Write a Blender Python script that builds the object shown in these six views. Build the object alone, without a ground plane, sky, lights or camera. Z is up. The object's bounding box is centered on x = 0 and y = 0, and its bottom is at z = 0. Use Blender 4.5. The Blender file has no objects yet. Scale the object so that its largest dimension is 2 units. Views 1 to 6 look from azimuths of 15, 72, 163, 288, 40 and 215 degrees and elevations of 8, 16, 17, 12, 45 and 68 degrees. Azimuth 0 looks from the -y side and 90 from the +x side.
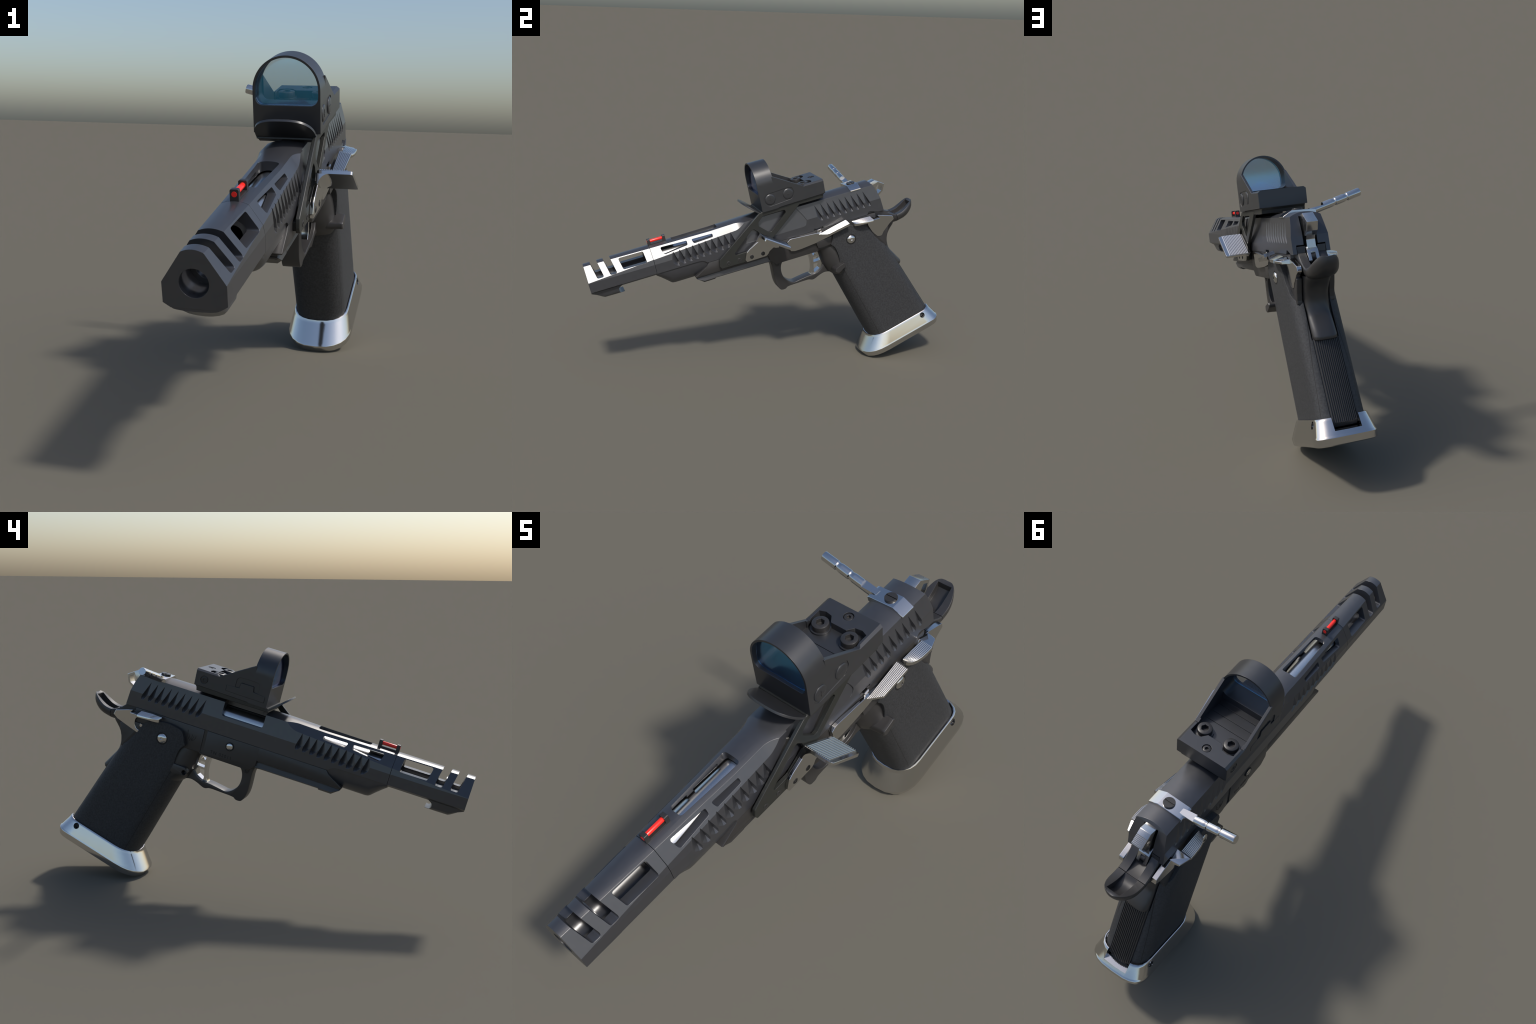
# Competition pistol with a red dot sight, built part by part.
# Everything is modelled in the "gun frame": x = sideways, s = along the bore
# (muzzle at -s), h = up, square to the bore.  The whole gun is then pitched
# nose-down by PITCH and stood on the front edge of its flared magazine well.
import bpy, bmesh, math, random
from mathutils import Vector, Matrix
random.seed(4)

PITCH = math.radians(14.0)
MID_X = 0.0317
BORE = 0.762
BASE_Y = 0.62

# ------------------------------------------------------------------ materials
def material(name, color, rough=0.4, metal=0.0, spec=0.5, bump=0.0, bump_scale=300.0,
             mottle=0.0, mottle_scale=40.0, edge=0.0025, rough_var=0.0, coat=0.0):
    m = bpy.data.materials.new(name)
    m.use_nodes = True
    nt = m.node_tree
    b = nt.nodes["Principled BSDF"]
    b.inputs["Base Color"].default_value = (*color, 1)
    b.inputs["Roughness"].default_value = rough
    b.inputs["Metallic"].default_value = metal
    b.inputs["Specular IOR Level"].default_value = spec
    b.inputs["Coat Weight"].default_value = coat
    tc = nt.nodes.new("ShaderNodeTexCoord")
    normal_src = None
    if edge > 0:
        bv = nt.nodes.new("ShaderNodeBevel")
        bv.samples = 6
        bv.inputs["Radius"].default_value = edge
        normal_src = bv.outputs["Normal"]
    if bump > 0:
        n = nt.nodes.new("ShaderNodeTexNoise")
        n.inputs["Scale"].default_value = bump_scale
        n.inputs["Detail"].default_value = 3
        nt.links.new(tc.outputs["Object"], n.inputs["Vector"])
        bp = nt.nodes.new("ShaderNodeBump")
        bp.inputs["Strength"].default_value = bump
        bp.inputs["Distance"].default_value = 0.002
        nt.links.new(n.outputs["Fac"], bp.inputs["Height"])
        if normal_src is not None:
            nt.links.new(normal_src, bp.inputs["Normal"])
        normal_src = bp.outputs["Normal"]
    if normal_src is not None:
        nt.links.new(normal_src, b.inputs["Normal"])
    if mottle > 0:
        n2 = nt.nodes.new("ShaderNodeTexNoise")
        n2.inputs["Scale"].default_value = mottle_scale
        n2.inputs["Detail"].default_value = 5
        nt.links.new(tc.outputs["Object"], n2.inputs["Vector"])
        r = nt.nodes.new("ShaderNodeValToRGB")
        r.color_ramp.elements[0].position = 0.3
        r.color_ramp.elements[1].position = 0.7
        r.color_ramp.elements[0].color = (*[c * (1 - mottle) for c in color], 1)
        r.color_ramp.elements[1].color = (*[min(1, c * (1 + mottle)) for c in color], 1)
        nt.links.new(n2.outputs["Fac"], r.inputs["Fac"])
        nt.links.new(r.outputs["Color"], b.inputs["Base Color"])
        if rough_var > 0:
            mr = nt.nodes.new("ShaderNodeMapRange")
            mr.inputs["To Min"].default_value = rough - rough_var
            mr.inputs["To Max"].default_value = rough + rough_var
            nt.links.new(n2.outputs["Fac"], mr.inputs["Value"])
            nt.links.new(mr.outputs["Result"], b.inputs["Roughness"])
    return m

STEEL = material("satin_black_steel", (0.036, 0.037, 0.042), 0.31, 0.0, 1.0, mottle=0.06, rough_var=0.015, edge=0.0014)
FRAME = material("black_frame", (0.030, 0.0285, 0.0285), 0.38, 0.0, 0.7, mottle=0.06, edge=0.0014)
ALLOY = material("black_anodised_alloy", (0.026, 0.027, 0.030), 0.34, 0.0, 0.8, mottle=0.05, edge=0.0014)
MOUNT = material("olive_black_mount", (0.021, 0.022, 0.0195), 0.40, 0.0, 0.6, mottle=0.05)
SMALL = material("black_screw_steel", (0.028, 0.027, 0.027), 0.38, 0.0, 0.5, edge=0.0012)
DARK = material("engraving_black", (0.006, 0.006, 0.006), 0.6, edge=0)
CHROME = material("polished_nickel", (0.68, 0.67, 0.655), 0.12, 1.0, edge=0)
NICKEL = material("bright_nickel", (0.64, 0.63, 0.61), 0.22, 1.0, edge=0, bump=0.03, bump_scale=500)
BARREL = material("barrel_steel", (0.62, 0.62, 0.62), 0.25, 1.0, edge=0)
RED = material("red_fibre", (0.95, 0.03, 0.02), 0.25, 0.0, 0.5, edge=0)

def grip_material():
    m = material("stippled_polymer", (0.030, 0.030, 0.032), 0.62, 0.0, 0.5, bump=0.30, bump_scale=310, edge=0.003)
    nt = m.node_tree
    b = nt.nodes["Principled BSDF"]
    tc = nt.nodes.new("ShaderNodeTexCoord")
    sep = nt.nodes.new("ShaderNodeSeparateXYZ")
    nt.links.new(tc.outputs["Object"], sep.inputs[0])
    def math_node(op, a, bb):
        n = nt.nodes.new("ShaderNodeMath"); n.operation = op
        for i, v in enumerate((a, bb)):
            if isinstance(v, float): n.inputs[i].default_value = v
            else: nt.links.new(v, n.inputs[i])
        return n.outputs[0]
    # distance behind the raked front seam and in front of the raked back seam
    front = math_node('SUBTRACT', math_node('ADD', sep.outputs['Y'], math_node('MULTIPLY', sep.outputs['Z'], 0.312)), 0.645)
    back = math_node('SUBTRACT', math_node('ADD', sep.outputs['Y'], math_node('MULTIPLY', sep.outputs['Z'], 0.345)), 0.962)
    seam = math_node('MINIMUM', math_node('ABSOLUTE', front, 0.0), math_node('ABSOLUTE', back, 0.0))
    line = math_node('LESS_THAN', seam, 0.0010)
    n2 = nt.nodes.new("ShaderNodeTexNoise")
    n2.inputs["Scale"].default_value = 130; n2.inputs["Detail"].default_value = 6
    nt.links.new(tc.outputs["Object"], n2.inputs["Vector"])
    ramp = nt.nodes.new("ShaderNodeValToRGB")
    ramp.color_ramp.elements[0].position = 0.32
    ramp.color_ramp.elements[1].position = 0.68
    ramp.color_ramp.elements[0].color = (0.021, 0.0215, 0.023, 1)
    ramp.color_ramp.elements[1].color = (0.039, 0.040, 0.0425, 1)
    nt.links.new(n2.outputs["Fac"], ramp.inputs["Fac"])
    def mix(fac, a, col):
        x = nt.nodes.new("ShaderNodeMix"); x.data_type = 'RGBA'
        nt.links.new(fac, x.inputs["Factor"])
        nt.links.new(a, x.inputs["A"])
        x.inputs["B"].default_value = col
        return x.outputs["Result"]
    c = mix(line, ramp.outputs["Color"], (0.009, 0.009, 0.009, 1))
    nt.links.new(c, b.inputs["Base Color"])
    return m
GRIP = grip_material()

def lens_material():
    """Half-mirrored glass: clear glass under a blue-green reflective coating."""
    m = bpy.data.materials.new("blue_coated_glass")
    m.use_nodes = True
    nt = m.node_tree
    out = nt.nodes["Material Output"]
    b = nt.nodes["Principled BSDF"]
    b.inputs["Base Color"].default_value = (0.97, 0.98, 0.98, 1)
    b.inputs["Roughness"].default_value = 0.0
    b.inputs["IOR"].default_value = 1.12
    b.inputs["Transmission Weight"].default_value = 1.0
    g = nt.nodes.new("ShaderNodeBsdfGlossy")
    g.inputs["Roughness"].default_value = 0.16
    lw = nt.nodes.new("ShaderNodeLayerWeight")
    lw.inputs["Blend"].default_value = 0.35
    ramp = nt.nodes.new("ShaderNodeValToRGB")      # coating turns violet at grazing angles
    ramp.color_ramp.elements[0].position = 0.25
    ramp.color_ramp.elements[0].color = (0.10, 0.58, 1.0, 1)
    ramp.color_ramp.elements[1].position = 0.85
    ramp.color_ramp.elements[1].color = (0.42, 0.22, 0.60, 1)
    nt.links.new(lw.outputs["Facing"], ramp.inputs["Fac"])
    nt.links.new(ramp.outputs["Color"], g.inputs["Color"])
    mx = nt.nodes.new("ShaderNodeMixShader")
    mx.inputs["Fac"].default_value = 0.30
    nt.links.new(b.outputs[0], mx.inputs[1])
    nt.links.new(g.outputs[0], mx.inputs[2])
    nt.links.new(mx.outputs[0], out.inputs["Surface"])
    return m
GLASS = lens_material()

# ------------------------------------------------------------------ hierarchy
root = bpy.data.objects.new("pistol", None)
bpy.context.collection.objects.link(root)
root.location = (MID_X, BASE_Y, 0)
root["label"] = "black and silver competition pistol with red dot sight and flared magazine well"
root["category"] = "pistol"
root.empty_display_size = 0.1
PART_LOC = Vector((0, -BASE_Y, 0))

def finish(bm_or_me, name, mat, parent=None, angle=28, kind=None):
    if isinstance(bm_or_me, bmesh.types.BMesh):
        bmesh.ops.recalc_face_normals(bm_or_me, faces=bm_or_me.faces)
        me = bpy.data.meshes.new(name)
        bm_or_me.to_mesh(me)
        bm_or_me.free()
    else:
        me = bm_or_me
        me.name = name
    me.materials.clear()
    me.materials.append(mat)
    me.shade_smooth()
    me.set_sharp_from_angle(angle=math.radians(angle))
    ob = bpy.data.objects.new(name, me)
    bpy.context.collection.objects.link(ob)
    if parent is None:
        ob.parent = root
        ob.location = PART_LOC
        ob.rotation_euler = (PITCH, 0, 0)
    else:
        ob.parent = parent
    if kind:
        ob["kind"] = kind
    return ob

# ------------------------------------------------------------------ geometry helpers
def add_prism(bm, pts, x0, x1, bevel=0.0, segs=2, which='ends'):
    """Outline of (s, h) points extruded sideways from x0 to x1."""
    a = [bm.verts.new((x0, s, h)) for s, h in pts]
    b = [bm.verts.new((x1, s, h)) for s, h in pts]
    n = len(pts)
    fs = [bm.faces.new(a), bm.faces.new(b[::-1])]
    sides = [bm.faces.new((a[i], b[i], b[(i + 1) % n], a[(i + 1) % n])) for i in range(n)]
    bmesh.ops.recalc_face_normals(bm, faces=fs + sides)
    if bevel > 0:
        ed = set(fs[0].edges) | set(fs[1].edges)
        if which == 'all':
            ed |= {e for f in sides for e in f.edges}
        elif which == 'x1':
            ed = set(fs[1].edges)
        elif which == 'x0':
            ed = set(fs[0].edges)
        bmesh.ops.bevel(bm, geom=list(ed), offset=bevel, segments=segs, profile=0.5,
                        affect='EDGES', clamp_overlap=True)

def add_box(bm, x0, x1, s0, s1, h0, h1, bevel=0.0, segs=2):
    r = bmesh.ops.create_cube(bm, size=1.0)
    vs = r['verts']
    for v in vs:
        v.co = Vector((x0 + (v.co.x + .5) * (x1 - x0), s0 + (v.co.y + .5) * (s1 - s0), h0 + (v.co.z + .5) * (h1 - h0)))
    if bevel > 0:
        ed = list({e for v in vs for e in v.link_edges})
        bmesh.ops.bevel(bm, geom=ed, offset=bevel, segments=segs, profile=0.5, affect='EDGES')

def add_lathe(bm, p0, p1, prof, n=32):
    """Turned part: prof = [(t along the axis 0..1, radius)]."""
    p0, p1 = Vector(p0), Vector(p1)
    ax = (p1 - p0)
    q = Vector((0, 0, 1)).rotation_difference(ax.normalized())
    rings = []
    for t, r in prof:
        c = p0 + ax * t
        if r <= 1e-6:
            rings.append([bm.verts.new(c)])
        else:
            rings.append([bm.verts.new(c + q @ Vector((r * math.cos(2 * math.pi * k / n), r * math.sin(2 * math.pi * k / n), 0))) for k in range(n)])
    for A, B in zip(rings, rings[1:]):
        for k in range(n):
            k2 = (k + 1) % n
            if len(A) == 1 and len(B) == 1: continue
            if len(A) == 1: bm.faces.new((A[0], B[k], B[k2]))
            elif len(B) == 1: bm.faces.new((A[k], B[0], A[k2]))
            else: bm.faces.new((A[k], B[k], B[k2], A[k2]))
    if len(rings[0]) > 1: bm.faces.new(rings[0][::-1])
    if len(rings[-1]) > 1: bm.faces.new(rings[-1])

def add_cyl(bm, p0, p1, r, n=32, r1=None):
    add_lathe(bm, p0, p1, [(0, r), (1, r if r1 is None else r1)], n)

def add_loft(bm, rings, cap=True, rows=False):
    vr = [[bm.verts.new(p) for p in r] for r in rings]
    n = len(vr[0])
    for A, B in zip(vr, vr[1:]):
        for k in range(n):
            bm.faces.new((A[k], B[k], B[(k + 1) % n], A[(k + 1) % n]))
    if cap:
        for r in (vr[0], vr[-1]):
            if rows:
                i, j = 0, n - 1
                while j - i > 1:
                    vs = [r[i], r[i + 1], r[j - 1], r[j]]
                    vs = list(dict.fromkeys(vs))
                    if len(vs) > 2: bm.faces.new(vs)
                    i += 1; j -= 1
            else:
                bm.faces.new(r)
    return vr

def add_hull(bm, pts):
    vs = [bm.verts.new(p) for p in pts]
    r = bmesh.ops.convex_hull(bm, input=vs)
    junk = list({g for g in r.get('geom_interior', []) + r.get('geom_unused', []) if isinstance(g, bmesh.types.BMVert)})
    if junk: bmesh.ops.delete(bm, geom=junk, context='VERTS')

def rounded(pts, r, n=5):
    """Round the corners of a closed outline; r is one radius or one per corner."""
    out = []
    m = len(pts)
    for i in range(m):
        p, a, b = Vector(pts[i]), Vector(pts[i - 1]), Vector(pts[(i + 1) % m])
        ri = r[i] if isinstance(r, (list, tuple)) else r
        if ri <= 0:
            out.append(tuple(p)); continue
        d1, d2 = (a - p), (b - p)
        l1, l2 = d1.length, d2.length
        d1.normalize(); d2.normalize()
        ang = d1.angle(d2)
        t = min(ri / math.tan(ang / 2), l1 * .48, l2 * .48)
        p1, p2 = p + d1 * t, p + d2 * t
        for k in range(n + 1):
            u = k / n
            out.append(tuple(p1 * (1 - u) ** 2 + p * 2 * u * (1 - u) + p2 * u * u))
    return out

def spline(pts, per=6, closed=False):
    """Catmull-Rom through control points."""
    P = [Vector(p) for p in pts]
    n = len(P)
    out = []
    for i in range(n if closed else n - 1):
        a = P[(i - 1) % n] if closed or i > 0 else P[0]
        b, c = P[i], P[(i + 1) % n]
        d = P[(i + 2) % n] if closed or i + 2 < n else P[-1]
        for k in range(per):
            t = k / per
            out.append(tuple(0.5 * ((2 * b) + (c - a) * t + (2 * a - 5 * b + 4 * c - d) * t * t + (3 * b - a - 3 * c + d) * t ** 3)))
    if not closed: out.append(tuple(P[-1]))
    return out

def interp(table, t):
    if t <= table[0][0]: return table[0][1:]
    for a, b in zip(table, table[1:]):
        if t <= b[0]:
            u = (t - a[0]) / (b[0] - a[0])
            return tuple(x + (y - x) * u for x, y in zip(a[1:], b[1:]))
    return table[-1][1:]

def carve(bm, cutters, union=()):
    """Boolean the cutters out of bm (exact solver) and return a mesh."""
    bmesh.ops.recalc_face_normals(bm, faces=bm.faces)
    me = bpy.data.meshes.new("tmp"); bm.to_mesh(me); bm.free()
    ob = bpy.data.objects.new("tmp", me); bpy.context.collection.objects.link(ob)
    trash = [ob]
    for op, lst in (('UNION', union), ('DIFFERENCE', cutters)):
        for c in lst:
            bmesh.ops.recalc_face_normals(c, faces=c.faces)
            cm = bpy.data.meshes.new("tmp"); c.to_mesh(cm); c.free()
            co = bpy.data.objects.new("tmp", cm); bpy.context.collection.objects.link(co)
            trash.append(co)
            md = ob.modifiers.new("b", 'BOOLEAN'); md.operation = op; md.solver = 'EXACT'; md.object = co
    bpy.context.view_layer.update()
    dg = bpy.context.evaluated_depsgraph_get()
    res = bpy.data.meshes.new_from_object(ob.evaluated_get(dg))
    for o in trash:
        m = o.data; bpy.data.objects.remove(o); bpy.data.meshes.remove(m)
    return res

def new(): return bmesh.new()

def hex_screw(name, center, axis, r, height, socket, mat, parent=None, dome=False, sunk=False):
    """Screw head with a hexagonal socket, standing on `center` along `axis`."""
    c, ax = Vector(center), Vector(axis).normalized()
    bm = new()
    if dome:
        prof = [(0, r), (0.25, r * .97), (0.55, r * .84), (0.8, r * .62), (0.95, r * .38), (1.0, r * .001)]
    else:
        prof = [(0, r), (0.8, r), (0.93, r * .96), (1.0, r * .86)]
    add_lathe(bm, c, c + ax * height, prof, 36)
    cut = new()
    add_cyl(cut, c + ax * height * 0.35, c + ax * (height * 1.5), socket, 6)
    return finish(carve(bm, [cut]), name, mat, parent, 32)

# ------------------------------------------------------------------ slide
FACET = lambda h: .0655 + (.837 - h) * .1623     # flank facet between roof and side
CHAMFER = lambda s: .038 + (s + .474) * .0291    # where the chamfer meets h = .837
CH_SLOPE = 1.472

def slide_ring(s, ch, top, low=0.687, rear=False, n_arc=16):
    cx = FACET(ch)
    pts = []
    for k in range(n_arc + 1):
        x = -cx + 2 * cx * k / n_arc
        pts.append((x, top - (top - ch) * (x / cx) ** 2))
    m = (FACET(.80), .80)
    pts += [m, (.079, .757), (.079, low), (-.079, low), (-.079, .757), (-m[0], m[1])]
    # start the ring at the bottom so that rows pair up left and right
    k0 = n_arc + 4
    pts = pts[k0:] + pts[:k0]
    rake = [(0.687, 0.803), (0.762, 0.794), (0.81, 0.780), (0.837, 0.768), (0.853, 0.759)]
    return [(x, interp(rake, h)[0] if rear else s, h) for x, h in pts]

def spindle(top, bot, x_top, x_deep, mirror, wide=0.030, tail=0.012):
    """V-shaped serration: runs from a point at `top` to a blunt end at `bot`."""
    (st, ht), (sb, hb) = top, bot
    D = Vector((x_deep, sb - 0.0035, hb + 0.019))
    T = Vector((x_top, st, ht))
    F = Vector((0.0795, sb - wide, hb + 0.022))
    R = Vector((0.0795, sb + 0.003, hb + 0.014))
    E = Vector((0.0795, sb, hb))
    E2 = Vector((0.0795, sb - tail, hb + 0.003))
    OUT = 0.0812
    k = (OUT - D.x) / (0.0795 - D.x)
    ends = [D + (P - D) * k for P in (F, R, E, E2)]
    lean = (wide - .0035) / (0.0795 - D.x)
    bow = []                    # the gentle flank is part of a cone
    for u in (.2, .4, .6, .8):
        M = T.lerp(D, u)
        g = OUT - M.x
        bow.append(Vector((OUT, M.y - g * lean * (.55 + .45 * u + .30 * math.sin(math.pi * u)), M.z + .003 * u)))
    pts = [T, D] + bow + ends + [Vector((OUT, T.y, T.z + .002))]
    return [(-p.x if mirror else p.x, p.y, p.z) for p in pts]

def build_slide():
    table = [(-0.4735, .8195, .845), (-0.15, .828, .848), (0.03, .837, .852), (0.803, .837, .853)]
    stations = [-0.4735, -0.3, -0.15, 0.03, 0.2, 0.4, 0.6, 0.72]
    rings = [slide_ring(s, *interp(table, s)) for s in stations]
    rings.append(slide_ring(0.803, *table[-1][1:], rear=True))
    bm = new()
    add_loft(bm, rings, rows=True)
    cuts = []
    # chamfers along the front half, running out behind the serrations
    for sgn in (1, -1):
        c = new()
        rings = []
        for s in [-.6, -.03] + [-.03 + .07 * k / 10 for k in range(1, 11)]:
            x = CHAMFER(s) + (max(0, s + .03) ** 2) * 3.4
            rings.append([(sgn * q, s, h) for q, h in [(x - .03 / CH_SLOPE, .867), (x + .10 / CH_SLOPE, .737), (x + .10, .737), (x + .10, .867)]])
        add_loft(c, rings); cuts.append(c)
    # barrel tunnel
    c = new(); add_cyl(c, (0, -0.6, BORE), (0, 0.352, BORE), 0.058, 64); cuts.append(c)
    # clearance under the front, ending in a rounded run-out
    c = new(); add_prism(c, [(-0.6, .707), (-0.255, .707), (-0.235, .705), (-0.218, .698), (-0.206, .686), (-0.2, .66), (-0.6, .66)], -0.2, 0.2); cuts.append(c)
    # top window
    c = new()
    out = rounded([(-0.024, -0.352), (0.024, -0.352), (0.033, -0.108), (-0.033, -0.108)], [.012] * 4, 14)
    add_loft(c, [[(x, s, .78) for x, s in out], [(x * 1.0, s, .9) for x, s in out]]); cuts.append(c)
    # chamfer windows right through the slide
    c = new()
    add_prism(c, rounded([(-0.424, .829), (-0.282, .826), (-0.284, .806), (-0.414, .793)], [.008, .006, .008, .012], 14), -0.2, 0.2)
    add_prism(c, rounded([(-0.258, .826), (-0.144, .825), (-0.146, .810), (-0.250, .805)], [.006, .006, .006, .010], 14), -0.2, 0.2)
    cuts.append(c)
    # ejection port, left side
    c = new()
    add_prism(c, rounded([(.132, .92), (.132, .774), (.334, .774), (.334, .92)], [0, .016, .016, 0], 14), -0.15, -0.012); cuts.append(c)
    # serrations
    for mirror in (False, True):
        c = new()
        for i in range(9):
            s = 0.4235 + i * 0.0351
            add_hull(c, spindle((s, .818), (s + .0285, .729), .0678, .0655, mirror, wide=.024))
        cuts.append(c)
        c = new()
        for i in range(10):
            s = -0.3665 + i * 0.0348
            up = 0.0016 * i
            add_hull(c, spindle((s, .797 + up), (s + .0155, .716 + up), .0700, .0625, mirror, wide=.029))
        cuts.append(c)
    # relief for the mount on the right flank
    c = new()
    lo = [(0.015, .728), (.325, .7225), (.343, .726), (.356, .735), (.363, .747), (.364, .757)]
    pts = []
    for s, h in lo + [(0.075, .86), (.305, .86), (.342, .800), (.357, .775)]:
        xin = 0.0795 - max(0.0, h - 0.722) * 0.155
        pts += [(xin, s, h), (0.12, s, h)]
    add_hull(c, pts); cuts.append(c)
    # take-down notches in the right flank
    c = new(); add_box(c, .067, .12, .392, .447, .67, .698); add_hull(c, [(x, s, h) for x in (.064, .12) for s, h in ((.700, .68), (.790, .68), (.716, .7035), (.730, .7025))]); cuts.append(c)
    # hammer slot in the back
    c = new(); add_box(c, -0.030, 0.030, 0.735, 0.9, 0.6, 0.836); cuts.append(c)
    # frame rail slots seen from behind
    c = new()
    add_box(c, -0.062, 0.062, 0.70, 0.9, 0.60, 0.722)
    cuts.append(c)
    body = carve(bm, cuts)
    slide = finish(body, "slide", STEEL, None, 8)
    # recoil spring housing below the front of the slide
    bm = new()
    rings = []
    for s, hb in [(-0.477, .684), (-0.455, .664), (-0.43, .640), (-0.412, .622), (-0.404, .616), (-0.39, .613), (-0.2, .613), (-0.1, .613)]:
        ring = []
        for k in range(25):
            a = math.pi * k / 24
            ca, sa = math.cos(a), math.sin(a)
            x = 0.0735 * math.copysign(abs(ca) ** 0.85, ca)
            ring.append((x, s, .7085 - (.7085 - hb) * abs(sa) ** 0.95))
        rings.append(ring)
    add_loft(bm, rings)
    finish(bm, "recoil_spring_housing", STEEL, slide, 30)
    return slide
slide = build_slide()

# ------------------------------------------------------------------ compensator
def build_compensator():
    def ring(s, cx, ch, mx, mh, bh):
        pts = []
        for k in range(9):
            x = -cx + 2 * cx * k / 8
            pts.append((x, .845 - (.845 - ch) * (x / cx) ** 2))
        pts += [(mx, mh), (.079, bh), (.079, .709), (.060, .697), (-.060, .697), (-.079, .709), (-.079, bh), (-mx, mh)]
        return [(x, s, h) for x, h in pts]
    bm = new()
    add_loft(bm, [ring(-0.8195, .028, .838, .0785, .7618, .760), ring(-0.475, .038, .837, .074, .784, .757)])
    cuts = []
    c = new(); add_lathe(c, (0, -0.85, BORE), (0, -0.45, BORE), [(0, .0365), (.105, .0365), (.125, .0365), (.1251, .044), (1, .044)], 64); cuts.append(c)
    c = new()
    for s in (-0.7775, -0.7095):
        add_prism(c, rounded([(s + .008, .771), (s + .043, .771), (s + .018, .9), (s - .019, .9)], [.009, .009, 0, 0], 14), -0.2, 0.2)
    add_prism(c, rounded([(-0.643, .833), (-0.512, .833), (-0.508, .779), (-0.632, .779)], .009, 14), -0.2, 0.2)
    cuts.append(c)
    comp = finish(carve(bm, cuts), "compensator", STEEL, None, 8)
    # lug under the muzzle
    bm = new()
    rings = []
    for s, hb in [(-0.819, .690), (-0.795, .676), (-0.768, .655), (-0.757, .649), (-0.70, .648), (-0.665, .648), (-0.653, .649)]:
        half = [(.062, .705), (.060, .684), (.0565, .668), (.049, .660), (.036, .6545), (.018, .6510)]
        ring = [(x, s, .705 - (.705 - h) * (.705 - hb) / .055) for x, h in half]
        ring += [(0, s, hb)] + [(-x, s, h) for x, _, h in ring[::-1]]
        rings.append(ring)
    add_loft(bm, rings)
    c = new(); add_lathe(c, (-.1, -0.662, .674), (.1, -0.662, .674), [(0, .020), (1, .020)], 28)
    c2 = new(); add_box(c2, -.1, .1, -0.664, -0.6, .656, .75)
    finish(carve(bm, [c, c2]), "muzzle_lug", STEEL, comp, 30)
    # inner baffle wall visible through the muzzle
    bm = new()
    add_lathe(bm, (0, -0.72, BORE), (0, -0.705, BORE), [(0, .046), (1, .046)], 40)
    c = new(); add_cyl(c, (0, -0.8, BORE), (0, -0.6, BORE), .030, 40)
    finish(carve(bm, [c]), "baffle", STEEL, comp, 30)
build_compensator()

# ------------------------------------------------------------------ barrel
def build_barrel():
    bm = new()
    add_lathe(bm, (0, -0.50, BORE), (0, 0.345, BORE), [(0, .040), (.02, .048), (.06, .0535), (.72, .0535), (.74, .0560), (1, .0560)], 72)
    c = new(); add_cyl(c, (0, -0.6, BORE), (0, 0.1, BORE), .026, 32)
    barrel = finish(carve(bm, [c]), "barrel", BARREL, None, 24)
    bm = new()
    add_box(bm, -0.030, 0.030, 0.335, 0.36, 0.72, 0.83)
    finish(bm, "breech_block", SMALL, slide, 30)
build_barrel()

# ------------------------------------------------------------------ front sight
def build_front_sight():
    bm = new()
    def post(s0, s1):
        out = rounded([(-.012, .838), (.012, .838), (.012, .877), (-.012, .877)], [0, 0, .005, .005], 4)
        add_loft(bm, [[(x, s0, h) for x, h in out], [(x, s1, h) for x, h in out]])
    post(-0.476, -0.461); post(-0.396, -0.381)
    add_box(bm, -.0115, .0115, -0.47, -0.385, .838, .8505)
    sight = finish(bm, "front_sight", SMALL, None, 30)
    bm = new()
    add_lathe(bm, (0, -0.4766, .8635), (0, -0.3804, .8635), [(0, .0074), (.02, .0080), (.98, .0080), (1, .0074)], 24)
    finish(bm, "fibre_rod", RED, sight, 30)
build_front_sight()

# ------------------------------------------------------------------ frame
def scoop_ring(s, w, lo, rim, ch, cw):
    """Cross-section with a rounded underside and a channel along the top."""
    ring = []
    for k in range(25):
        a = math.pi * k / 24
        c, sn = math.cos(a), math.sin(a)
        ring.append((w * math.copysign(abs(c) ** .7, c), s, rim - .005 - (rim - .005 - lo) * abs(sn) ** .75))
    ring += [(-w * .95, s, rim), (-cw, s, rim - .001), (-cw * .96, s, ch), (0, s, ch - .001), (cw * .96, s, ch), (cw, s, rim - .001), (w * .95, s, rim)]
    return ring

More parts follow.
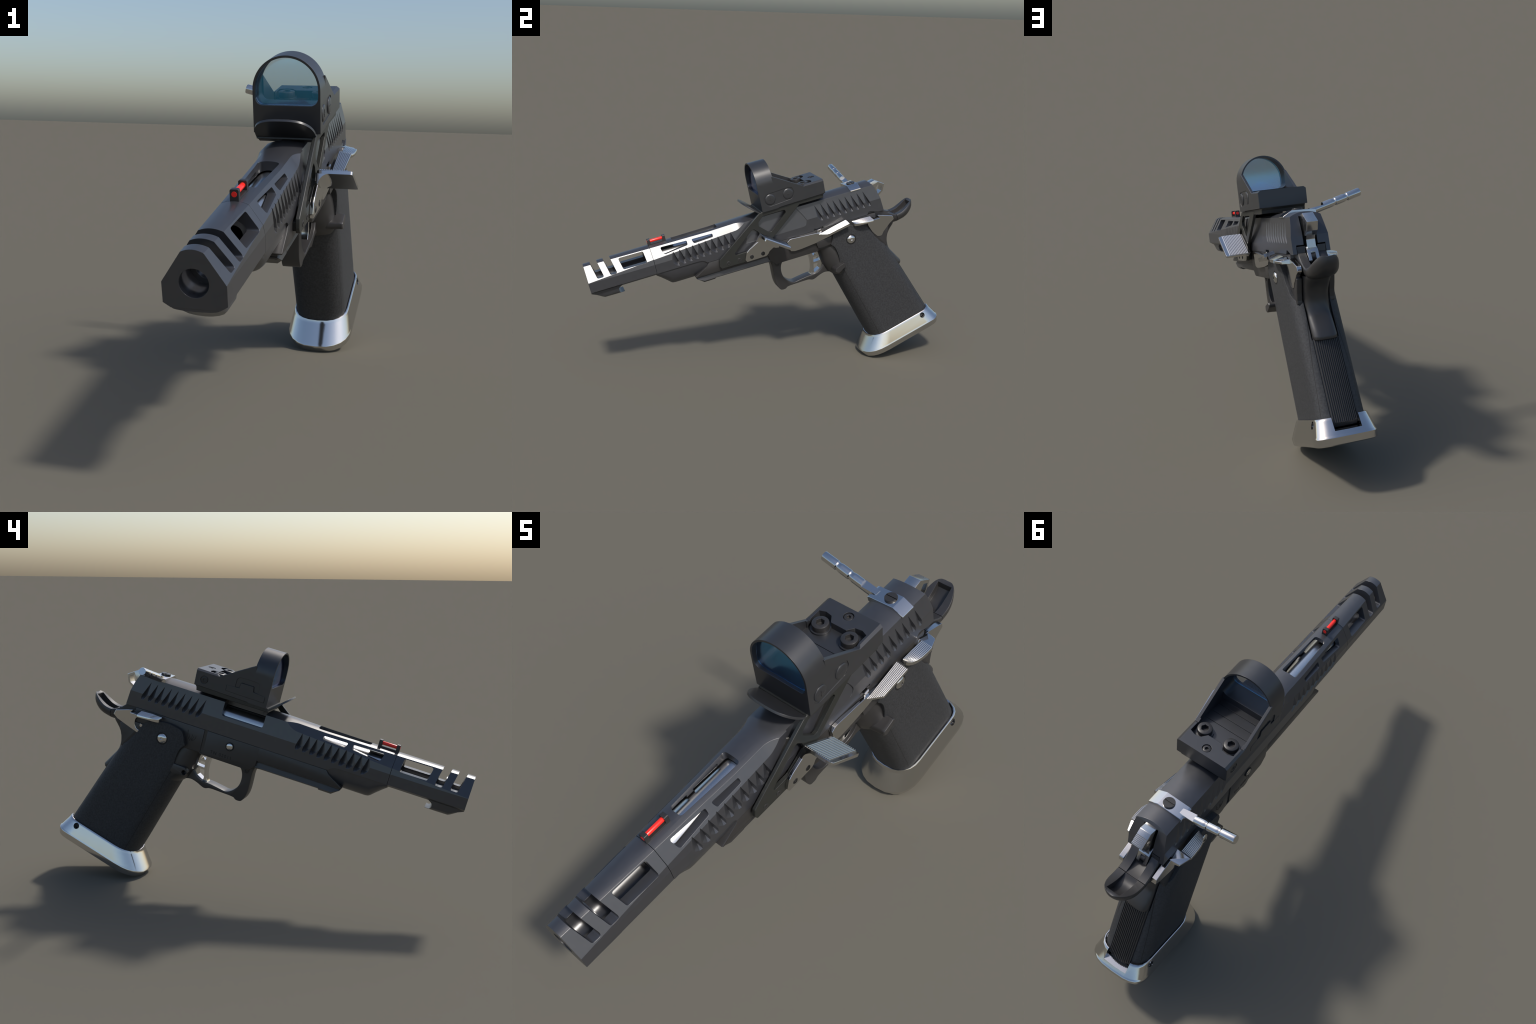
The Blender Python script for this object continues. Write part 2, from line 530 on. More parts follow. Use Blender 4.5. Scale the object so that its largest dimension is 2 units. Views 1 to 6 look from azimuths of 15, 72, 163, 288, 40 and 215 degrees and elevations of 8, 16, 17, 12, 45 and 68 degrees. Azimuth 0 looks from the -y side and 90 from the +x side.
def build_frame():
    bm = new()
    # dust cover: upper flank, groove and accessory rail
    up = [(-0.200, .686), (-0.215, .668), (-0.286, .628), (-0.280, .622), (.14, .622), (.14, .6865)]
    add_prism(bm, up, -0.0768, 0.0768, .003, 2)
    add_prism(bm, [(-0.276, .626), (-0.276, .605), (.14, .605), (.14, .626)], -0.060, 0.060)
    def rail(s, lo, mid, hi):
        half = [(.052, lo), (.066, mid), (.0605, hi)]
        return [(x, s, h) for x, h in half] + [(-x, s, h) for x, h in half[::-1]]
    add_loft(bm, [rail(-.2795, .608, .610, .613), rail(-.2435, .5795, .590, .613), rail(-.1835, .5795, .590, .613)])
    add_loft(bm, [rail(-.1835, .5845, .592, .613), rail(.10, .5825, .590, .613), rail(.14, .578, .586, .613)])
    dust = finish(bm, "dust_cover", FRAME, None, 28)
    # receiver
    bm = new()
    out = rounded([(.12, .686), (.12, .60), (.150, .567), (.392, .567), (.40, .575), (.62, .56), (.70, .575), (.735, .60), (.752, .655), (.752, .686)], [0, 0, .02, .0, .0, .02, .02, .02, 0, 0], 4)
    add_prism(bm, out, -0.0775, 0.0775, .003, 2)
    cut = new()
    add_box(cut, -0.2, -0.0735, .3785, .3945, .575, .70)
    body = carve(bm, [cut])
    rec = finish(body, "receiver", FRAME, None, 28)
    # tang behind the slide: rounded underside, channel for the hammer
    tang = [(.70, .0605, .600, .700, .640, .0265), (.775, .0605, .590, .700, .640, .0265), (.803, .0608, .587, .689, .640, .0265),
            (.815, .0610, .586, .675, .638, .0265), (.835, .0615, .585, .656, .634, .0265), (.858, .0618, .584, .642, .630, .0265), (.8795, .0620, .585, .634, .6315, .0265)]
    bm = new()
    add_loft(bm, [scoop_ring(*t) for t in tang])
    add_box(bm, -0.060, -0.0265, .69, .800, .69, .7165)
    add_box(bm, 0.0265, 0.060, .69, .800, .69, .7165)
    finish(bm, "frame_tang", FRAME, rec, 30)
    # raised boss with the slide stop above it, right side
    bm = new()
    add_prism(bm, rounded([(.386, .622), (.487, .634), (.477, .590), (.420, .586), (.394, .588)], .003, 3), .07, .0915, .003, 2)
    finish(bm, "frame_boss", FRAME, rec, 28)
    return rec
receiver = build_frame()

def build_trigger_guard():
    outer = spline([(.128, .582), (.137, .545), (.1365, .50), (.137, .455), (.143, .425), (.156, .401), (.172, .396), (.187, .398), (.202, .406), (.26, .408), (.318, .4085), (.340, .4015), (.358, .403), (.390, .416), (.424, .4225), (.465, .412)], 4)
    inner = spline([(.465, .50), (.437, .505), (.426, .480), (.404, .449), (.37, .433), (.318, .429), (.27, .423), (.238, .420), (.210, .436), (.189, .462), (.181, .490), (.182, .520), (.192, .546), (.208, .561), (.217, .580)], 4)
    bm = new()
    add_prism(bm, outer + inner, -0.032, 0.032, .007, 3)
    g = finish(bm, "trigger_guard", FRAME, None, 35)
    # throat between the guard and the grip, hollowed for the finger
    bm = new()
    rings = []
    for h, w, sf in [(.40, .090, .463), (.43, .091, .432), (.47, .090, .416), (.50, .088, .411), (.54, .084, .405), (.575, .0765, .388)]:
        ring = []
        for k in range(25):
            a = math.pi * k / 24
            c, sn = math.cos(a), math.sin(a)
            ring.append((w * math.copysign(abs(c) ** .9, c), sf + .088 - .088 * sn ** .85, h))
        ring += [(-w - .003, sf + .125, h), (w + .003, sf + .125, h)]
        rings.append(ring)
    add_loft(bm, rings)
    finish(bm, "grip_throat", FRAME, g, 40)
    for x, n in ((1, "right"), (-1, "left")):
        hex_screw("guard_screw", (x * .0300, .1665, .5505), (x, 0, 0), .0135, .004, .006, SMALL, g)
build_trigger_guard()

def build_trigger():
    face = spline([(.342, .560), (.356, .535), (.360, .500), (.356, .46), (.345, .435), (.332, .420)], 5)
    back = spline([(.345, .413), (.372, .418), (.405, .440), (.424, .475), (.422, .510), (.408, .545), (.390, .562)], 5)
    bm = new()
    add_prism(bm, face + back, -0.019, 0.019, .003, 2)
    c = new()
    add_prism(c, rounded([(.372, .551), (.387, .551), (.400, .531), (.376, .531)], .003, 3), -.1, .1)
    add_prism(c, rounded([(.375, .521), (.406, .521), (.412, .495), (.372, .493)], .004, 3), -.1, .1)
    add_prism(c, rounded([(.370, .484), (.411, .482), (.398, .450), (.366, .434), (.364, .445)], .004, 3), -.1, .1)
    finish(carve(bm, [c]), "trigger", CHROME, None, 16)
build_trigger()

# ------------------------------------------------------------------ grip
def front_edge(h): return .597 - .312 * h
def back_edge(h): return .988 - .395 * h
def grip_ring(h, w=None, inset=0.0):
    sf, sb = front_edge(h) + inset, back_edge(h) - inset
    w = (.1015 if w is None else w) - inset
    ring = []
    n = 14
    for k in range(n + 1):      # round front strap, left to right
        a = math.pi * k / n
        c, s = math.cos(a), math.sin(a)
        ring.append((-w * math.copysign(abs(c) ** .82, c), sf + .088 - .088 * abs(s) ** .9, h))
    for k in range(n + 1):      # flatter back strap, right to left
        a = math.pi * k / n
        c, s = math.cos(a), math.sin(a)
        ring.append((w * math.copysign(abs(c) ** .62, c), sb - .080 + .080 * abs(s) ** .75, h))
    return ring

def build_grip():
    bm = new()
    hs = [.05, .08, .16, .24, .32, .40, .48, .56, .62, .67]
    sunk = []
    for x, s, h in grip_ring(0):
        hh = -.040 + .217 * (s - .671)
        sunk.append((x, s - .35 * hh, hh))
    add_loft(bm, [sunk] + [grip_ring(h) for h in hs])
    # outline of the upper edge: throat, rounded shoulder over the receiver, sweep down to the tang
    edge = [(.497, .450), (.497, .50), (.491, .545), (.480, .573), (.4655, .588), (.470, .598), (.476, .612), (.482, .633), (.497, .652), (.53, .661), (.565, .665),
            (.609, .661), (.650, .650), (.678, .636), (.697, .606), (.713, .572), (.732, .545), (.748, .522), (.772, .500), (.797, .4865)]
    c = new()
    add_prism(c, [(.25, .405), (.462, .405), (.486, .425)] + spline(edge, 3) + [(.83, .484), (1.2, .484), (1.2, .8), (.25, .8)], -.2, .2)
    c2 = new()       # slot for the grip safety
    add_prism(c2, [(.785, .9), (.785, .48), (.80, .40), (.825, .345), (1.0, .345), (1.0, .9)], -.0562, .0562)
    c3 = new()
    pts = [(back_edge(h) - .012, h) for h in (-.1, .37)] + [(1.2, .37), (1.2, -.1)]
    add_prism(c3, pts, -.0535, .0535)
    grip = finish(carve(bm, [c, c2, c3]), "grip", GRIP, None, 32)
    # ribbed mainspring housing down the back
    bm = new()
    ring_lo, ring_hi = [], []
    ribs = 13
    for k in range(ribs * 4 + 1):
        u = k / (ribs * 4)
        x = -.052 + .104 * u
        ph = (k % 4)
        d = (0, .0045, .0045, 0)[ph] if k < ribs * 4 else 0
        bulge = .010 * (1 - (x / .052) ** 2)
        ring_lo.append((x, back_edge(.036) - .006 + bulge + d, .036))
        ring_hi.append((x, back_edge(.36) - .006 + bulge + d, .36))
    for r in (ring_lo, ring_hi):
        h = r[0][2]
        r += [(.052, back_edge(h) - .05, h), (-.052, back_edge(h) - .05, h)]
    add_loft(bm, [ring_lo, ring_hi])
    finish(bm, "mainspring_housing", FRAME, grip, 20)
    bm = new()
    add_prism(bm, [(.90, .060), (back_edge(.06) - .010, .060), (back_edge(.036) - .004, .036), (back_edge(.016) - .022, .0155), (.90, .0155)], -.0525, .0525)
    finish(bm, "housing_foot", FRAME, grip, 20)
    # grip screws with their dark recess
    for x in (1, -1):
        bm = new()
        add_lathe(bm, (x * .0975, .581, .5875), (x * .1022, .581, .5875), [(0, .0305), (.6, .0305), (1, .0285)], 36)
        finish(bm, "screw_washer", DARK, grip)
        hex_screw("grip_screw", (x * .0995, .581, .5875), (x, 0, 0), .0245, .0105, .0065, CHROME, grip, dome=True)
    return grip
grip = build_grip()

# magazine release button, right side, and its round seat on the left
def build_magazine_release():
    bm = new()
    def cap(cx, x, k):
        p = rounded([(.447, .437), (.470, .427), (.518, .457), (.522, .470), (.510, .480), (.452, .459)], [.012, .012, .010, .010, .010, .012], 5)
        cs, ch = .485, .453
        return [(x, cs + (s - cs) * k, ch + (h - ch) * k) for s, h in p]
    add_loft(bm, [cap(0, .05, 1.05), cap(0, .085, 1.0), cap(0, .100, .94), cap(0, .110, .92), cap(0, .1235, .92), cap(0, .127, .85)])
    rel = finish(bm, "magazine_release", FRAME, None, 30)
    bm = new()
    add_prism(bm, rounded([(.527, .470), (.508, .490), (.440, .486), (.425, .468), (.432, .448), (.50, .440)], .012, 5), -.0955, -.05, .002, 2)
    c = new(); add_lathe(c, (-.12, .441, .462), (-.07, .441, .462), [(0, .0115), (1, .0115)], 24)
    finish(carve(bm, [c]), "release_seat", FRAME, rel, 30)
build_magazine_release()

# ------------------------------------------------------------------ magazine well
def build_magwell():
    tilt = math.radians(12.4)
    d = Vector((math.cos(tilt), math.sin(tilt)))
    n = Vector((-math.sin(tilt), math.cos(tilt)))
    rim_c = Vector((.785, .0165))
    def ring(off, s0, s1, w, fr, br):
        """rounded outline in the tilted plane `off` below the rim plane"""
        out = []
        m = 12
        for k in range(m + 1):
            a = math.pi * k / m
            c, s = math.cos(a), math.sin(a)
            out.append((-w * math.copysign(abs(c) ** .78, c), s0 + fr - fr * abs(s) ** .9))
        out += [(w, s0 + fr + .012), (w, s1 - br - .006)]
        for k in range(m + 1):
            a = math.pi * k / m
            c, s = math.cos(a), math.sin(a)
            out.append((w * math.copysign(abs(c) ** .66, c), s1 + .002 - br + br * abs(s) ** .70))
        out += [(-w, s1 - br - .006), (-w, s0 + fr + .012)]
        res = []
        for x, t in out:
            p = rim_c + d * t - n * off
            res.append((x, p.x, p.y))
        return res
    bm = new()
    rings = [ring(.05, -.184, .190, .1040, .10, .08), ring(.001, -.184, .190, .1045, .10, .08), ring(-.002, -.1855, .1915, .1065, .10, .08),
             ring(-.0015, -.188, .1935, .1095, .10, .08), ring(.002, -.1905, .196, .1122, .10, .08), ring(.006, -.194, .198, .1134, .103, .08),
             ring(.010, -.1985, .1995, .11440, .105, .08), ring(.064, -.2585, .2195, .1281, .133, .085), ring(.068, -.263, .2215, .1290, .135, .085), ring(.071, -.266, .2235, .1302, .136, .085), ring(.074, -.267, .2245, .1308, .136, .085),
             ring(.101, -.259, .2165, .1275, .130, .08), ring(.105, -.250, .207, .1200, .12, .075), ring(.101, -.215, .183, .098, .10, .07), ring(.085, -.21, .180, .095, .10, .07)]
    add_loft(bm, rings)
    cuts = []
    c = new()
    # notch for the mainspring housing
    add_box(c, -.0555, .0555, .925, 1.2, .014, .2); cuts.append(c)
    for x in (1, -1):
        c = new(); add_cyl(c, (x * .085, .913, .026), (x * .2, .913, .026), .0150, 28); cuts.append(c)
    well = finish(carve(bm, cuts), "magazine_well", CHROME, None, 24)
    for x in (1, -1):
        hex_screw("set_screw", (x * .088, .913, .026), (x, 0, 0), .0146, .010, .007, SMALL, well)
    # floor plate of the magazine closing the underside
    bm = new()
    rings = [[(x * .97, p, q) for x, p, q in ring(o, -.208, .178, .093, .10, .07)] for o in (.06, .092)]
    add_loft(bm, rings)
    finish(bm, "magazine_floor_plate", FRAME, well, 30)
build_magwell()

# ------------------------------------------------------------------ grip safety with beavertail
def build_beavertail():
    # spine stations: s, half width, underside, rim, channel floor, channel half width
    tail_t = [(.8815, .0620, .585, .634, .6320, .028), (.893, .0620, .587, .6345, .6230, .0285), (.908, .0615, .590, .637, .6170, .029),
              (.924, .0608, .593, .642, .6165, .029), (.940, .0585, .5985, .650, .6210, .029), (.953, .0550, .605, .6575, .6275, .029),
              (.965, .0500, .6130, .6655, .6370, .029), (.974, .0450, .6205, .6715, .6455, .029), (.9805, .0405, .627, .6760, .6530, .029),
              (.9815, .0395, .628, .6765, .6750, .029), (.988, .0330, .636, .6800, .6790, .024), (.994, .0230, .647, .6815, .6805, .016), (.9985, .0100, .659, .6790, .6785, .006)]
    bm = new()
    add_loft(bm, [scoop_ring(*t) for t in tail_t])
    tail = finish(bm, "beavertail", FRAME, None, 38)
    # palm swell below, one smooth back
    back = [(.600, .868), (.590, .868), (.582, .862), (.570, .850), (.556, .837), (.538, .8245), (.518, .8155), (.495, .8115), (.475, .8115), (.456, .814), (.440, .820), (.432, .8255), (.395, .849), (.360, .8715), (.354, .873), (.3445, .870), (.3415, .864)]
    bm = new()
    rings = []
    for h, sb in back:
        w = interp([(.34, .052), (.45, .055), (.6, .055)], h)[0]
        ring = []
        for k in range(13):
            a = math.pi * k / 12
            c, sn = math.cos(a), math.sin(a)
            ring.append((w * math.copysign(abs(c) ** .6, c), sb - .05 + .05 * abs(sn) ** .6, h))
        ring += [(-w, .74, h), (w, .74, h)]
        rings.append(ring)
    add_loft(bm, rings)
    safety = finish(bm, "grip_safety", FRAME, tail, 32)
    # frame cheeks either side of the safety
    bm = new()
    out = [(.70, .62), (.78, .62), (.815, .590), (.806, .56), (.794, .53), (.788, .50), (.788, .484), (.70, .484)]
    for x in (1, -1):
        add_prism(bm, rounded(out, .006, 3), min(x * .0565, x * .081), max(x * .0565, x * .081), .005, 3)
    finish(bm, "frame_cheek", FRAME, tail, 35)
build_beavertail()

# ------------------------------------------------------------------ hammer
def build_hammer():
    bm = new()
    out = rounded([(.755, .815), (.762, .8385), (.801, .8475), (.818, .836), (.853, .813), (.838, .776), (.812, .758), (.803, .742), (.806, .705), (.78, .68), (.76, .70), (.757, .78)], [.004, .004, .004, .002, .003, .005, .01, .01, .005, 0, 0, 0], 3)
    add_prism(bm, out, -.0235, .0235, .003, 2)
    c = new()
    add_prism(c, rounded([(.8395, .8065), (.8165, .8205), (.801, .803), (.806, .768), (.8285, .780)], .003, 3), -.1, .1)
    # fine grooves across the thumb surface
    for i in range(7):
        t = i / 6
        p = Vector((.8215, .8335)).lerp(Vector((.850, .8148)), t)
        add_prism(c, [(p.x - .0016, p.y + .002), (p.x + .0022, p.y + .002), (p.x - .0009, p.y - .0025)], -.1, .1)
    for x in (1, -1):
        add_box(c, min(x * .0185, x * .1), max(x * .0185, x * .1), .7, .9, .60, .757)
    ham = finish(carve(bm, [c]), "hammer", NICKEL, None, 30)
    bm = new()
    add_prism(bm, rounded([(.77, .72), (.800, .712), (.811, .700), (.8285, .657), (.8150, .648), (.77, .66)], .003, 3), -.0235, .0235, .002, 2)
    c = new(); add_box(c, -.0095, .0095, .795, .9, .60, .692)
    finish(carve(bm, [c]), "hammer_strut", NICKEL, ham, 30)
    bm = new()
    add_cyl(bm, (-.009, .806, .670), (.009, .806, .670), .016, 28)
    finish(bm, "strut_pin", SMALL, ham, 30)
build_hammer()

# ------------------------------------------------------------------ levers
def ridges(n):
    """Profile of n rounded ridges: (position 0..1, height 0..1)."""
    out = [(0.0, 0.0)]
    for i in range(n):
        for v, b in ((.2, .62), (.35, .9), (.5, 1.0), (.65, .9), (.8, .62), (1.0, 0.0)):
            out.append(((i + v) / n, b))
    return out

def ribbed_tab(bm, corners, t, ribs, along='s', depth=.0032):
    """A thick tab on four (x, s, h) corners (inner front, outer front, outer rear, inner rear)
    with ridges running along s and stacked sideways."""
    A, B, C, D = [Vector(c) for c in corners]
    nrm = (B - A).cross(D - A).normalized()
    if nrm.z < 0: nrm = -nrm
    def up(f):
        r = []
        for u, b in ridges(ribs):
            p = A.lerp(B, u) if f else D.lerp(C, u)
            r.append(p + nrm * depth * b)
        r += [(B if f else C) - nrm * t, (A if f else D) - nrm * t]
        return r
    add_loft(bm, [up(True), up(False)])

def build_slide_stop():
    bm = new()
    out = rounded([(.228, .672), (.233, .660), (.232, .640), (.240, .619), (.262, .613), (.30, .614), (.385, .6225), (.490, .640), (.503, .649), (.455, .661), (.43, .668), (.394, .676), (.26, .6855), (.245, .684)], .004, 3)
    add_prism(bm, out, .0785, .0945, .002, 2)
    add_prism(bm, [(.405, .655), (.432, .655), (.430, .690), (.408, .688)], .070, .088, .002, 1)
    stop = finish(bm, "slide_stop", CHROME, None, 16)
    bm = new()
    ribbed_tab(bm, [(.092, .408, .6625), (.133, .452, .6635), (.139, .574, .6885), (.092, .572, .6985)], .012, 8)
    finish(bm, "slide_stop_tab", CHROME, stop, 42)
    bm = new()
    add_lathe(bm, (-.0770, .2585, .6465), (-.0815, .2585, .6465), [(0, .0205), (1, .0205)], 32)
    finish(bm, "pin_recess", DARK, stop)
    bm = new()
    add_lathe(bm, (-.0765, .2585, .6465), (-.0845, .2585, .6465), [(0, .0165), (.55, .0160), (.85, .012), (1, .004)], 32)
    finish(bm, "slide_stop_pin", CHROME, stop, 35)
build_slide_stop()

def build_thumb_safety():
    bm = new()
    right = rounded([(.700, .660), (.712, .676), (.768, .670), (.846, .643), (.851, .622), (.823, .606), (.780, .570), (.765, .549), (.740, .553), (.712, .588), (.696, .632)], [.006, .006, .0, .006, .008, .01, .01, .012, .015, .02, .02], 4)
    add_prism(bm, right, .064, .0855, .0025, 2)
    right_lever = finish(bm, "thumb_safety", CHROME, None, 16)
    bm = new()
    left = [(.764, .671), (.846, .644), (.852, .622), (.829, .607), (.760, .585), (.715, .571), (.702, .585)] + spline([(.702, .585), (.722, .590), (.735, .606), (.739, .624), (.735, .638), (.720, .650)], 4)[1:] + [(.720, .660)]
    add_prism(bm, left, -.0855, -.064, .0025, 2)
    left_lever = finish(bm, "thumb_safety", CHROME, None, 16)
    bm = new(); add_lathe(bm, (-.078, .705, .610), (-.0835, .705, .610), [(0, .0085), (.8, .0085), (1, .007)], 24)
    finish(bm, "safety_pin", CHROME, left_lever, 30)
    for x, lever in ((1, right_lever), (-1, left_lever)):
        bm = new()
        # ribbed thumb shelf with a rounded outer front corner, then the sloping neck
        rings = []
        n_rib = 8
        for s, w in [(.606, .012), (.610, .022), (.620, .032), (.635, .040), (.655, .045), (.690, .046), (.712, .045)]:
            hmid = interp([(.60, .679), (.66, .6825), (.712, .679)], s)[0]
            ring = []
            for u, b in ridges(n_rib):
                ring.append((x * (.093 + w * u), s, hmid - .010 * u + .0028 * b))
            ring += [(x * (.093 + w), s, hmid - .021), (x * .093, s, hmid - .013)]
            rings.append(ring)
        add_loft(bm, rings)
        finish(bm, "safety_shelf", CHROME, lever, 42)
        bm = new()
        add_hull(bm, [(x * a, s, h) for a, s, h in [(.075, .713, .679), (.136, .713, .669), (.136, .713, .658), (.075, .713, .664),
                                                    (.075, .764, .671), (.120, .757, .664), (.118, .757, .652), (.075, .764, .648)]])
        bmesh.ops.bevel(bm, geom=bm.edges[:], offset=.002, segments=2, affect='EDGES', profile=.5)
        finish(bm, "safety_neck", CHROME, lever, 16)
build_thumb_safety()

# ------------------------------------------------------------------ sight mount and thumb rest
def build_mount():
    bm = new()
    out = rounded([(.114, .872), (-.148, .686), (-.154, .655), (-.145, .6385), (-.01, .6365), (.110, .640), (.158, .722), (.345, .866), (.345, .872)], [0, .008, .012, .006, 0, .01, .012, 0, 0], 4)
    add_prism(bm, out, .0865, .0995, .0015, 1)
    c = new()
    add_prism(c, rounded([(.128, .8525), (.250, .8525), (.256, .838), (.158, .757), (.143, .758), (.096, .806), (.098, .826)], [.01, .01, .01, .008, .008, .012, .012], 4), 0, .3)
    add_prism(c, rounded([(.052, .7935), (.068, .797), (.088, .776), (.096, .735), (.015, .689), (-.054, .688), (-.062, .698)], [.006, .006, .008, .01, .01, .006, .006], 4), 0, .3)
    mount = finish(carve(bm, [c]), "sight_mount", MOUNT, None, 28)
    bm = new()
    add_prism(bm, rounded([(-.138, .672), (-.138, .642), (.098, .644), (.098, .672)], .004, 3), .07, .088)
    finish(bm, "mount_spacer", MOUNT, mount, 28)
    # thin bed under the sight
    bm = new()
    add_prism(bm, [(.118, .857), (.471, .857), (.474, .872), (.484, .8825), (.125, .8745)], -.099, .0985, .002, 1)
    finish(bm, "mount_bed", MOUNT, mount, 28)
    for s in (-.104, -.043):
        hex_screw("mount_screw", (.098, s, .657), (1, 0, 0), .0105, .0030, .005, SMALL, mount)
    # thumb rest
    bm = new()
    out = rounded([(.092, .758), (.080, .735), (.016, .703), (-.001, .690), (-.016, .652), (-.009, .6385), (.098, .6405), (.112, .648), (.120, .660), (.150, .676), (.186, .684), (.190, .692)], [0, .01, .02, .02, .01, .008, .01, .012, .012, .03, 0, 0], 5)
    add_prism(bm, out, .0995, .1135, .0025, 2)
    rest = finish(bm, "thumb_rest", CHROME, None, 16)
    c = new()
    bm = new()
    # tilted shelf, corners rounded in its own plane, ridges run front to back
    p0, p1 = Vector((.089, .769)), Vector((.214, .6805))
    dv = (p1 - p0); L = dv.length; dv.normalize()
    nv = Vector((-dv.y, dv.x))
    if nv.y < 0: nv = -nv
    def P(x, t, o):
        q = p0 + dv * t + nv * o
        return (x, q.x, q.y)
    x0, x1 = .104, .2195
    plan = rounded([(x0, 0), (x1, 0), (x1, L), (x0, L)], [.008, .010, .008, .010], 4)
    add_loft(bm, [[P(x, t, -.0115) for x, t in plan], [P(x, t, -.001) for x, t in plan],
                  [P(x0 + .0008 + (x - x0) * .986, t * .99 + .0007, 0) for x, t in plan]])
    shelf = finish(bm, "thumb_shelf", CHROME, rest, 16)
    bm = new()
    ribs = 13
    xa, xb = .112, .204
    lo, hi = [], []
    for u, b in ridges(ribs):
        x = xa + (xb - xa) * u
        o = .0003 + .0034 * b
        lo.append(P(x, .001, o)); hi.append(P(x, L - .001, o))
    lo += [P(xb, .001, -.004), P(xa, .001, -.004)]; hi += [P(xb, L - .001, -.004), P(xa, L - .001, -.004)]
    add_loft(bm, [lo, hi])
    finish(bm, "shelf_ridges", CHROME, rest, 42)
    # fillet below the shelf where the plate turns outwards
    bm = new()
    rings = []
    for t, r in [(.0005, .034), (.03, .036), (.06, .036), (.09, .034), (.115, .030), (.128, .024)]:
        ring = [P(.104, t, -.011), P(.104, t, -.011 - r)]
        for k in range(9):
            a = math.pi / 2 * k / 8
            ring.append(P(.1130 + r * (1 - math.cos(a)), t, -.011 - r + r * math.sin(a)))
        rings.append(ring)
    add_loft(bm, rings)
    finish(bm, "shelf_fillet", CHROME, rest, 40)
    for s in (.0215, .0835):
        bm = new()
        add_lathe(bm, (.1120, s, .6595), (.1142, s, .6595), [(0, .0112), (.7, .0112), (1, .0106)], 28)
        finish(bm, "screw_countersink", SMALL, rest)
        hex_screw("rest_screw", (.1110, s, .6595), (1, 0, 0), .0085, .0040, .0045, DARK, rest)
build_mount()

